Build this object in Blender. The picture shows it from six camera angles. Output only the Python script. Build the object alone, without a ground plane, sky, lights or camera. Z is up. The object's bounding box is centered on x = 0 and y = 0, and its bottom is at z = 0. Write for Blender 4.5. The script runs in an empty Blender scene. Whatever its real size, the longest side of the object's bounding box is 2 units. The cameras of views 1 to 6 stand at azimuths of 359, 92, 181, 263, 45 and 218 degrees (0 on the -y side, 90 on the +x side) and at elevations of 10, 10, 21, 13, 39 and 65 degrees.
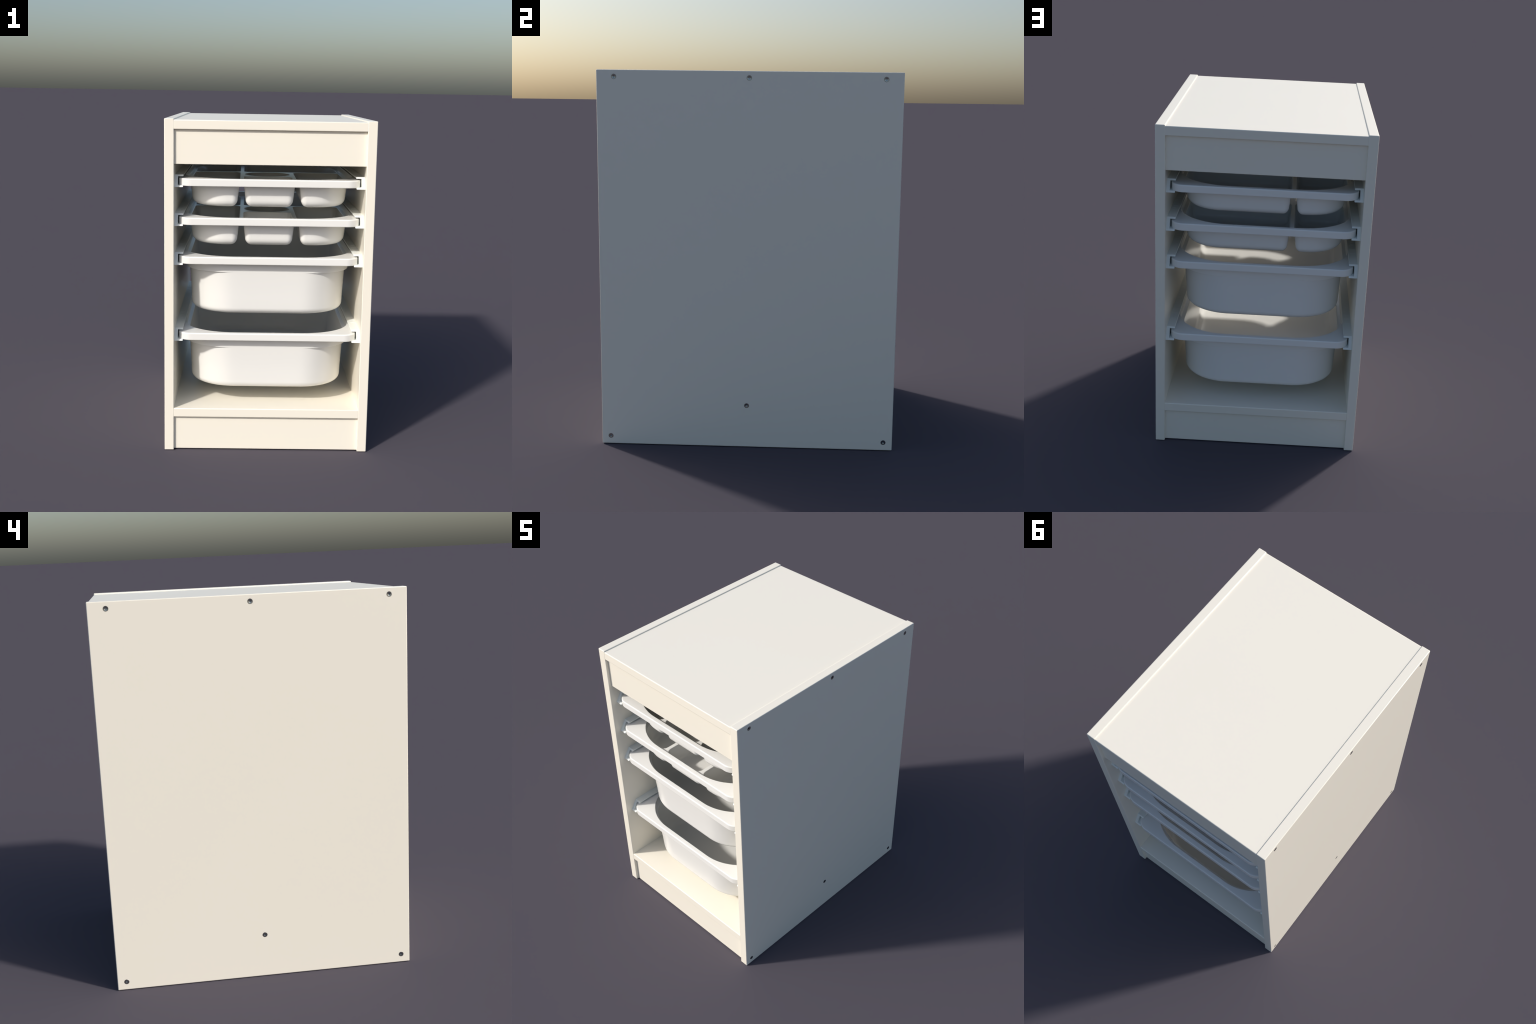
import bpy, bmesh, math, random
from mathutils import Vector, Matrix
from mathutils.geometry import delaunay_2d_cdt

# ------------------------------------------------------------------ sizes (metres)
HALF_W, HALF_D, HEIGHT = 0.6143, 0.7850, 2.0
PANEL_T = 0.0563                      # side boards
INNER = HALF_W - PANEL_T              # inner face of the side boards
BOARD_T = 0.055                       # top board and bottom shelf
TOP_Z = 1.9935                        # top board sits a little below the side boards
SHELF_Z = 0.265
RECESS = 0.019                        # aprons stand back from the board edges
LEVELS = {"tray": (1.6535, 1.424), "bin": (1.191, 0.727)}   # rim heights

scene = bpy.context.scene


# ------------------------------------------------------------------ materials
def material(name, base, tint, rough, noise_scale, bump=0.0, bump_scale=200.0,
             metallic=0.0, rough_var=0.0, spec=0.5):
    m = bpy.data.materials.new(name)
    m.use_nodes = True
    nt = m.node_tree
    nt.nodes.clear()
    out = nt.nodes.new("ShaderNodeOutputMaterial")
    bsdf = nt.nodes.new("ShaderNodeBsdfPrincipled")
    tc = nt.nodes.new("ShaderNodeTexCoord")
    noise = nt.nodes.new("ShaderNodeTexNoise")
    noise.inputs["Scale"].default_value = noise_scale
    noise.inputs["Detail"].default_value = 1.0
    ramp = nt.nodes.new("ShaderNodeValToRGB")
    ramp.color_ramp.elements[0].position = 0.15
    ramp.color_ramp.elements[1].position = 0.85
    ramp.color_ramp.elements[0].color = (*base, 1)
    ramp.color_ramp.elements[1].color = (*tint, 1)
    nt.links.new(tc.outputs["Object"], noise.inputs["Vector"])
    nt.links.new(noise.outputs["Fac"], ramp.inputs["Fac"])
    nt.links.new(ramp.outputs["Color"], bsdf.inputs["Base Color"])
    bsdf.inputs["Metallic"].default_value = metallic
    bsdf.inputs["Specular IOR Level"].default_value = spec
    if rough_var:
        mr = nt.nodes.new("ShaderNodeMapRange")
        mr.inputs["To Min"].default_value = rough - rough_var
        mr.inputs["To Max"].default_value = rough + rough_var
        nt.links.new(noise.outputs["Fac"], mr.inputs["Value"])
        nt.links.new(mr.outputs["Result"], bsdf.inputs["Roughness"])
    else:
        bsdf.inputs["Roughness"].default_value = rough
    if bump:
        n2 = nt.nodes.new("ShaderNodeTexNoise")
        n2.inputs["Scale"].default_value = bump_scale
        b = nt.nodes.new("ShaderNodeBump")
        b.inputs["Strength"].default_value = bump
        b.inputs["Distance"].default_value = 0.001
        nt.links.new(tc.outputs["Object"], n2.inputs["Vector"])
        nt.links.new(n2.outputs["Fac"], b.inputs["Height"])
        nt.links.new(b.outputs["Normal"], bsdf.inputs["Normal"])
    nt.links.new(bsdf.outputs["BSDF"], out.inputs["Surface"])
    return m


WOOD = material("painted_board", (0.962, 0.911, 0.790), (0.967, 0.917, 0.797), 0.34, 1.6)
PLASTIC = material("white_plastic", (0.914, 0.907, 0.870), (0.920, 0.913, 0.876), 0.22, 3.0)
RAIL_MAT = material("rail_plastic", (0.88, 0.91, 0.87), (0.89, 0.915, 0.88), 0.42, 4.0)
STEEL = material("dark_steel", (0.42, 0.42, 0.40), (0.47, 0.47, 0.45), 0.24, 60.0, metallic=1.0)
SOCKET = material("socket_steel", (0.42, 0.47, 0.50), (0.46, 0.51, 0.54), 0.3, 60.0, metallic=1.0)


# ------------------------------------------------------------------ helpers
def link(obj, parent=None):
    scene.collection.objects.link(obj)
    if parent is not None:
        obj.parent = parent
    return obj


def empty(name, label, category, loc=(0, 0, 0)):
    e = bpy.data.objects.new(name, None)
    e.location = loc
    e.empty_display_size = 0.1
    e["label"] = label
    e["category"] = category
    return link(e)


def finish_mesh(me, mat, angle=35):
    me.materials.append(mat)
    for p in me.polygons:
        p.use_smooth = True
    me.set_sharp_from_angle(angle=math.radians(angle))


def flat_board_normals(me):
    """Faces of the box stay flat; only the rounded edges turn the normal."""
    for p in me.polygons:
        p.use_smooth = True
    face_n = {}
    for p in me.polygons:
        if max(abs(c) for c in p.normal) > 0.9999 and p.area > 2e-4:
            for v in p.vertices:
                face_n.setdefault(v, []).append(p.normal.copy())
    vn = [n.vector.copy() for n in me.vertex_normals]
    out = [None] * len(me.loops)
    for p in me.polygons:
        big = max(abs(c) for c in p.normal) > 0.9999
        for li in p.loop_indices:
            v = me.loops[li].vertex_index
            if big or p.area < 1e-12:
                out[li] = p.normal.copy()
            elif len(face_n.get(v, [])) >= 1:
                out[li] = max(face_n[v], key=lambda n: n.dot(p.normal))
            else:
                out[li] = vn[v]
    me.normals_split_custom_set(out)


def board(name, lo, hi, bevel, mat, parent, segments=3):
    """A rectangular board with softly rounded edges, origin at its centre."""
    bm = bmesh.new()
    bmesh.ops.create_cube(bm, size=1.0)
    size = [b - a for a, b in zip(lo, hi)]
    bmesh.ops.scale(bm, vec=size, verts=bm.verts)
    bmesh.ops.bevel(bm, geom=bm.edges[:], offset=bevel, segments=segments,
                    profile=0.5, affect='EDGES')
    me = bpy.data.meshes.new(name)
    bm.to_mesh(me)
    bm.free()
    me.materials.append(mat)
    flat_board_normals(me)
    ob = bpy.data.objects.new(name, me)
    ob.location = [(a + b) / 2 for a, b in zip(lo, hi)]
    return link(ob, parent)


def outline(x0, x1, y0, y1, radii, seg=20, side=8):
    """Rounded rectangle, counter-clockwise; radii = (rx, ry) for the corners
    (x1,y1), (x0,y1), (x0,y0), (x1,y0). Always the same number of points."""
    corners = [(x1, y1, 1, 1), (x0, y1, -1, 1), (x0, y0, -1, -1), (x1, y0, 1, -1)]
    pts = []
    arcs = []
    for k, ((cx, cy, sx, sy), (rx, ry)) in enumerate(zip(corners, radii)):
        ox, oy = cx - sx * rx, cy - sy * ry
        a0 = k * math.pi / 2
        arcs.append([(ox + rx * math.cos(a0 + t * math.pi / 2 / seg),
                      oy + ry * math.sin(a0 + t * math.pi / 2 / seg)) for t in range(seg + 1)])
    for k in range(4):
        pts += arcs[k]
        a, b = arcs[k][-1], arcs[(k + 1) % 4][0]
        for t in range(1, side):
            f = t / side
            pts.append((a[0] + (b[0] - a[0]) * f, a[1] + (b[1] - a[1]) * f))
    return pts


def sym(hx, hy, rx, ry):
    return outline(-hx, hx, -hy, hy, [(rx, ry)] * 4)


class Shell:
    """Collects faces of one moulded piece, tagged by the part they belong to."""
    def __init__(self):
        self.v, self.f, self.tag = [], [], []

    def loop(self, pts, z):
        i = len(self.v)
        self.v += [(p[0], p[1], z) for p in pts]
        return list(range(i, i + len(pts)))

    def bridge(self, a, b, tag, flip=False):
        n = len(a)
        for i in range(n):
            j = (i + 1) % n
            q = (a[i], a[j], b[j], b[i])
            self.f.append(q[::-1] if flip else q)
            self.tag.append(tag)

    def skin(self, loops, tag, flip=False):
        for a, b in zip(loops, loops[1:]):
            self.bridge(a, b, tag, flip)

    def cap(self, a, tag, up=True):
        self.f.append(tuple(a) if up else tuple(reversed(a)))
        self.tag.append(tag)

    def holed_plate(self, outer, holes, tag, up=True):
        """Flat sheet between an outer loop and several hole loops."""
        ids, edges = [], []
        for lp in [outer] + holes:
            base = len(ids)
            ids += lp
            edges += [(base + k, base + (k + 1) % len(lp)) for k in range(len(lp))]
        co = [Vector(self.v[i][:2]) for i in ids]
        vs, _, fs, orig, _, _ = delaunay_2d_cdt(co, edges, [], 0, 1e-7)
        rings = [[co[k] for k in range(len(co))][sum(len(r) for r in ([outer] + holes)[:n]):][:len(h)]
                 for n, h in enumerate([outer] + holes)]

        def inside(p, ring):
            hit = False
            for k in range(len(ring)):
                q, r = ring[k], ring[k - 1]
                if (q.y > p.y) != (r.y > p.y) and p.x < (r.x - q.x) * (p.y - q.y) / (r.y - q.y) + q.x:
                    hit = not hit
            return hit

        for f in fs:
            c = (vs[f[0]] + vs[f[1]] + vs[f[2]]) / 3
            if not inside(c, rings[0]) or any(inside(c, r) for r in rings[1:]):
                continue
            idx = [ids[orig[k][0]] for k in f]
            p, q, r = (Vector(self.v[i]) for i in idx)
            if ((q - p).cross(r - p).z > 0) != up:
                idx.reverse()
            self.f.append(tuple(idx))
            self.tag.append(tag)

    def part_meshes(self, mat, angle=35):
        """One mesh per tag; every part keeps the normals of the whole moulding."""
        whole = bpy.data.meshes.new("whole")
        whole.from_pydata(self.v, [], self.f)
        finish_mesh(whole, mat, angle)
        normals = [n.vector.copy() for n in whole.corner_normals]
        starts = [p.loop_start for p in whole.polygons]
        res = {}
        for tag in dict.fromkeys(self.tag):
            faces = [i for i, t in enumerate(self.tag) if t == tag]
            used = {}
            fs, ns = [], []
            for i in faces:
                fs.append([used.setdefault(v, len(used)) for v in self.f[i]])
                ns += normals[starts[i]:starts[i] + len(self.f[i])]
            me = bpy.data.meshes.new(tag)
            me.from_pydata([self.v[v] for v in used], [], fs)
            finish_mesh(me, mat, angle)
            me.normals_split_custom_set(ns)
            res[tag] = me
        bpy.data.meshes.remove(whole)
        return res


# ------------------------------------------------------------------ the cabinet
cabinet = empty("storage_cabinet",
                "narrow cream white open storage frame with runners", "cabinet")

panels = {}
for s in (-1, 1):
    x0, x1 = sorted((s * INNER, s * HALF_W))
    panels[s] = board("side_panel", (x0, -HALF_D, 0.0), (x1, HALF_D, HEIGHT), 0.0045,
                      WOOD, cabinet)

GAP = -0.004                          # boards are housed a little in the side boards
board("top_panel", (-INNER + GAP, -HALF_D + 0.001, TOP_Z - BOARD_T),
      (INNER - GAP, HALF_D - 0.001, TOP_Z), 0.0055, WOOD, cabinet)
board("bottom_shelf", (-INNER + GAP, -HALF_D + 0.001, SHELF_Z - BOARD_T),
      (INNER - GAP, HALF_D - 0.001, SHELF_Z), 0.0055, WOOD, cabinet)
for s in (-1, 1):
    ya, yb = sorted((s * (HALF_D - RECESS), s * (HALF_D - RECESS - 0.045)))
    board("apron", (-INNER + GAP, ya, 1.738), (INNER - GAP, yb, TOP_Z - BOARD_T - 0.001),
          0.003, WOOD, cabinet)
    board("kickboard", (-INNER + GAP, ya, 0.004), (INNER - GAP, yb, SHELF_Z - BOARD_T - 0.001),
          0.003, WOOD, cabinet)


# screws: countersunk heads with a hexagon socket, let into the side boards
def screw_meshes():
    r, depth = 0.0132, 0.010
    n = 48
    bm = bmesh.new()
    hexr = 0.0042

    def ring(rad, x, hexa=False):
        vs = []
        for i in range(n):
            a = 2 * math.pi * i / n
            rr = rad
            if hexa:
                k = (a + math.pi / 6) % (math.pi / 3) - math.pi / 6
                rr = rad / math.cos(k)
            vs.append(bm.verts.new((x, rr * math.cos(a), rr * math.sin(a))))
        return vs

    rings = [ring(r, -0.006), ring(r, -0.0010), ring(r - 0.0008, -0.0002),
             ring(hexr + 0.0016, -0.0002), ring(hexr, -0.0008, True), ring(hexr, -depth, True)]
    for a, b in zip(rings, rings[1:]):
        for i in range(n):
            j = (i + 1) % n
            bm.faces.new((a[i], a[j], b[j], b[i]))
    f = bm.faces.new(rings[-1])
    f.material_index = 1
    bmesh.ops.recalc_face_normals(bm, faces=bm.faces[:])
    me = bpy.data.meshes.new("screw")
    bm.to_mesh(me)
    bm.free()
    me.materials.append(STEEL)
    me.materials.append(SOCKET)
    for p in me.polygons:
        p.use_smooth = True
    me.set_sharp_from_angle(angle=math.radians(30))
    return me


SCREW = screw_meshes()
for s in (-1, 1):
    pan = panels[s]
    for k, (y, z) in enumerate([(-0.694, 1.965), (0.0, 1.965), (0.694, 1.965),
                                (-0.7375, 0.044), (0.7375, 0.044), (0.0, 0.232)]):
        ob = bpy.data.objects.new("screw", SCREW)
        link(ob, pan)
        world = (Matrix.Translation((s * HALF_W, y, z))
                 @ Matrix.Rotation(0 if s > 0 else math.pi, 4, 'Z')
                 @ Matrix.Rotation(0.35 * k + 0.2 * s, 4, 'X'))
        ob.matrix_local = Matrix.Translation(-Vector(pan.location)) @ world


# drill holes so that the socket bottoms are not buried in solid board
def drill(pan, s):
    bm = bmesh.new()
    for (y, z) in [(-0.694, 1.965), (0.0, 1.965), (0.694, 1.965),
                   (-0.7375, 0.044), (0.7375, 0.044), (0.0, 0.232)]:
        mat = (Matrix.Translation((s * HALF_W, y, z)) @ Matrix.Rotation(math.pi / 2, 4, 'Y'))
        bmesh.ops.create_cone(bm, cap_ends=True, segments=40, radius1=0.0136, radius2=0.0136,
                              depth=0.03, matrix=mat)
    me = bpy.data.meshes.new("drill")
    bm.to_mesh(me)
    bm.free()
    cut = bpy.data.objects.new("drill", me)
    link(cut)
    md = pan.modifiers.new("holes", 'BOOLEAN')
    md.object = cut
    md.operation = 'DIFFERENCE'
    md.solver = 'EXACT'
    bpy.context.view_layer.update()
    dg = bpy.context.evaluated_depsgraph_get()
    new = bpy.data.meshes.new_from_object(pan.evaluated_get(dg))
    pan.modifiers.clear()
    old = pan.data
    pan.data = new
    bpy.data.meshes.remove(old)
    new.name = "side_panel"
    flat_board_normals(new)
    bpy.data.objects.remove(cut)
    bpy.data.meshes.remove(me)


for s in (-1, 1):
    drill(panels[s], s)


# ------------------------------------------------------------------ runners
def rail_mesh():
    """C-shaped runner for the left board: web against x=0, flanges towards +x,
    ends cut on the slant (lower flange longer than the upper)."""
    lo, hi, fl = -0.051, 0.018, 0.0095
    web, reach = 0.0185, 0.0500
    prof = [(0.0, lo), (reach - 0.0015, lo), (reach, lo + 0.0015), (reach, lo + fl - 0.0015),
            (reach - 0.0015, lo + fl), (web, lo + fl), (web, hi - fl),
            (reach - 0.0015, hi - fl), (reach, hi - fl + 0.0015), (reach, hi - 0.0015),
            (reach - 0.0015, hi), (0.0, hi)]

    def end(z):
        return 0.745 - 0.047 * (z - lo) / (hi - lo)

    bm = bmesh.new()
    a = [bm.verts.new((x, -end(z), z)) for x, z in prof]
    b = [bm.verts.new((x, end(z), z)) for x, z in prof]
    n = len(prof)
    for i in range(n):
        j = (i + 1) % n
        bm.faces.new((a[i], b[i], b[j], a[j]))
    bm.faces.new(a)
    bm.faces.new(b)
    # thin raised bars modelling the uneven shading ticks seen on the upper flange
    rng = random.Random(4)
    y = -0.56
    while y < 0.56:
        w, x1 = rng.uniform(0.0025, 0.0045), rng.uniform(0.026, 0.040)
        bmesh.ops.create_cube(bm, size=1.0, matrix=Matrix.Translation(((0.008 + x1) / 2, y, hi - 0.0005))
                              @ Matrix.Diagonal((x1 - 0.008, w, 0.0022, 1.0)))
        y += rng.uniform(0.022, 0.060)
    bmesh.ops.recalc_face_normals(bm, faces=bm.faces[:])
    me = bpy.data.meshes.new("runner")
    bm.to_mesh(me)
    bm.free()
    finish_mesh(me, RAIL_MAT, 30)
    return me


RAIL = rail_mesh()
for zt in LEVELS["tray"] + LEVELS["bin"]:
    for s in (-1, 1):
        ob = bpy.data.objects.new("runner", RAIL)
        link(ob, cabinet)
        ob.location = (s * (INNER + 0.0005), 0, zt)
        if s > 0:
            ob.rotation_euler = (0, 0, math.pi)


# ------------------------------------------------------------------ moulded boxes
RIM_X, RIM_Y, RIM_H = 0.5355, 0.7550, 0.0440
RIM_R = 0.078
LEDGE_Z = -0.0340                      # ledge inside the opening, under the rim top


def rim_loops(sh, zrel_top=0.0):
    """Outer skin of the rim from its under edge over the top to the opening."""
    def o(d):
        return sym(RIM_X - d, RIM_Y - d, RIM_R - d, RIM_R - d)

    def op(d):                        # opening, d = inset
        return sym(0.508 - d, 0.7225 - d, 0.304 - d, 0.285 - d)
    loops = [sh.loop(o(0.003), -RIM_H), sh.loop(o(0.001), -RIM_H + 0.001), sh.loop(o(0.0), -RIM_H + 0.003), sh.loop(o(0.0), -RIM_H + 0.005),
             sh.loop(o(0.0), -0.0080), sh.loop(o(0.0), -0.0060), sh.loop(o(0.0008), -0.0030), sh.loop(o(0.0026), -0.0009),
             sh.loop(o(0.0055), 0.0), sh.loop(o(0.0075), 0.0),
             sh.loop(op(-0.0050), 0.0), sh.loop(op(-0.0030), 0.0), sh.loop(op(-0.0010), -0.0007), sh.loop(op(0.0), -0.0030)]
    sh.skin(loops, "rim")
    return loops[0], loops[-1]


def build_bin():
    sh = Shell()
    under, mouth = rim_loops(sh)
    wall = 0.005
    step, floor = -0.100, -0.3585

    def skirt(t, d, dx=0.0):          # outside of the shoulder, squarer in the corners
        k = (t - 0.47) / 0.53
        hx = 0.4995 - 0.010 * k - dx
        hy = 0.7025 - 0.0025 * k
        return sym(hx - d, hy - d, 0.240 - d - dx, 0.200 - d)

    def lower(t, d, extra=0.0):       # t = 0 at the shoulder, 1 at the floor
        hx, hy = 0.4755 - 0.012 * t, 0.7000 - 0.016 * t
        d = d + extra
        return sym(hx - d, hy - d, 0.266 - d, 0.243 - d)

    def down(loops, ts, d, z0, z1, r):
        """Wall from z0 to the floor z1 with a rounded foot of radius r."""
        for t in ts:
            loops.append(sh.loop(lower(t, d), z0 + (z1 + r - z0) * t))
        for k in range(0, 9):
            a = k / 8 * math.pi / 2
            loops.append(sh.loop(lower(0.9 + 0.1 * math.sin(a), d, r * (1 - math.cos(a))),
                                 z1 + r * (1 - math.sin(a))))
        return loops

    # inside: short collar, a narrow ledge all round, then the wall of the basin
    inner = [mouth, sh.loop(sym(0.5040, 0.7170, 0.262, 0.230), LEDGE_Z + 0.002),
             sh.loop(sym(0.5030, 0.7160, 0.261, 0.229), LEDGE_Z + 0.0004),
             sh.loop(sym(0.5010, 0.7145, 0.260, 0.228), LEDGE_Z),
             sh.loop(lower(0.0, -0.0090), LEDGE_Z), sh.loop(lower(0.0, -0.0070), LEDGE_Z - 0.0002),
             sh.loop(lower(0.0, -0.0050), LEDGE_Z - 0.0015), sh.loop(lower(0.0, -0.0042), LEDGE_Z - 0.0045)]
    sh.skin(down(inner, (0.2, 0.45, 0.7), 0.0, step, floor + 0.0205, 0.042), "basin")
    sh.cap(inner[-1], "basin", True)
    # outside: skirt under the rim, shoulder at the sides, wall
    outer = [sh.loop(skirt(0.47, -wall), -RIM_H)]
    sh.bridge(outer[0], under, "rim")
    for t in (0.6, 0.85):
        outer.append(sh.loop(skirt(t, -wall), -0.003 + (step + 0.015) * t))
    for t, dx, z in ((0.93, 0.0008, 0.0060), (0.97, 0.0028, 0.0025), (1.0, 0.0065, 0.0006)):
        outer.append(sh.loop(skirt(t, -wall, dx), step + z))
    for t, dz in ((0.0, -0.0004), (0.006, -0.0020), (0.02, -0.0060)):
        outer.append(sh.loop(lower(t, -wall), step + dz))
    sh.skin(down(outer, (0.2, 0.45, 0.7), -wall, step, floor, 0.038), "basin", True)
    sh.cap(outer[-1], "basin", False)
    return sh.part_meshes(PLASTIC)


PLATE_Z = LEDGE_Z
DIV_IN, DIV_OUT = 0.1510, 0.1790       # middle column half width / start of the side columns
SIDE_X, END_Y = 0.4775, 0.7000
FRONT_END, BACK_END = 0.132, 0.158    # cross wall between front and back cells
BIG, SMALL = (0.226, 0.222), (0.042, 0.042)


def compartments():
    """(x0, x1, y0, y1, corner radii) seen from above, front is -y."""
    s, b = SMALL, BIG
    return [
        (-SIDE_X, -DIV_OUT, -END_Y, FRONT_END, [s, s, b, s]),          # front, left column
        (DIV_OUT, SIDE_X, -END_Y, FRONT_END, [s, s, s, b]),            # front, right column
        (-DIV_IN, DIV_IN, -END_Y, -0.187, [s, s, s, s]),            # front, middle
        (-0.1465, 0.1465, -0.1630, 0.1300, [(0.1455, 0.1455)] * 4),                                      # round cup
        (-SIDE_X, -DIV_OUT, BACK_END, END_Y, [s, b, s, s]),            # back, left column
        (-DIV_IN, SIDE_X, BACK_END, END_Y, [b, s, s, s]),              # back, wide
    ]


def build_tray():
    sh = Shell()
    under, mouth = rim_loops(sh)
    floor, wall = -0.172, 0.004

    def comp(c, d):
        x0, x1, y0, y1, rad = c
        return outline(x0 + d, x1 - d, y0 + d, y1 - d,
                       [(max(rx - d, 0.012), max(ry - d, 0.012)) for rx, ry in rad],
                       seg=12, side=6)

    ledge = sh.loop(sym(0.5035, 0.7170, 0.262, 0.226), PLATE_Z)
    sh.bridge(mouth, ledge, "rim")
    cells = compartments()
    tops, unders = [], []
    for n, c in enumerate(cells):
        tag = "compartment%d" % n
        edge = sh.loop(comp(c, -0.0060), PLATE_Z)
        tops.append(edge)
        loops = [edge, sh.loop(comp(c, -0.0045), PLATE_Z), sh.loop(comp(c, -0.0018), PLATE_Z - 0.0010),
                 sh.loop(comp(c, 0.0), PLATE_Z - 0.0045)]
        r = 0.042
        zs = PLATE_Z - 0.0045
        for t in (0.35, 0.7):
            loops.append(sh.loop(comp(c, 0.011 * t), zs + (floor + wall + 0.002 + r - zs) * t))
        for k in range(0, 9):
            a = k / 8 * math.pi / 2
            loops.append(sh.loop(comp(c, 0.011 + r * (1 - math.cos(a))),
                                 floor + wall + 0.002 + r * (1 - math.sin(a))))
        sh.skin(loops, tag)
        sh.cap(loops[-1], tag, True)
        out = sh.loop(comp(c, -0.001), -RIM_H)
        unders.append(out)
        ol = [out]
        r = 0.046
        for t in (0.4, 0.75):
            ol.append(sh.loop(comp(c, -0.001 + 0.010 * t), -RIM_H + (floor + r + RIM_H) * t))
        for k in range(0, 9):
            a = k / 8 * math.pi / 2
            ol.append(sh.loop(comp(c, 0.009 + r * (1 - math.cos(a))),
                              floor + r * (1 - math.sin(a))))
        sh.skin(ol, tag, True)
        sh.cap(ol[-1], tag, False)
    sh.holed_plate(ledge, tops, "divider_plate", True)
    sh.holed_plate(under, unders, "rim", False)
    return sh.part_meshes(PLASTIC)


def place(kind, name, label, category, meshes):
    for zt in LEVELS[kind]:
        root = empty(name, label, category, (0, 0, zt - (0.3585 if kind == "bin" else 0.172)))
        for tag, me in meshes.items():
            part = "compartment" if tag.startswith("compartment") else tag
            ob = bpy.data.objects.new(part, me)
            link(ob, root)
            ob.location = (0, 0, 0.3585 if kind == "bin" else 0.172)


place("bin", "storage_bin", "white plastic storage bin with wide rim and rounded corners",
      "storage bin", build_bin())
place("tray", "compartment_tray", "shallow white plastic tray divided into six compartments",
      "storage tray", build_tray())
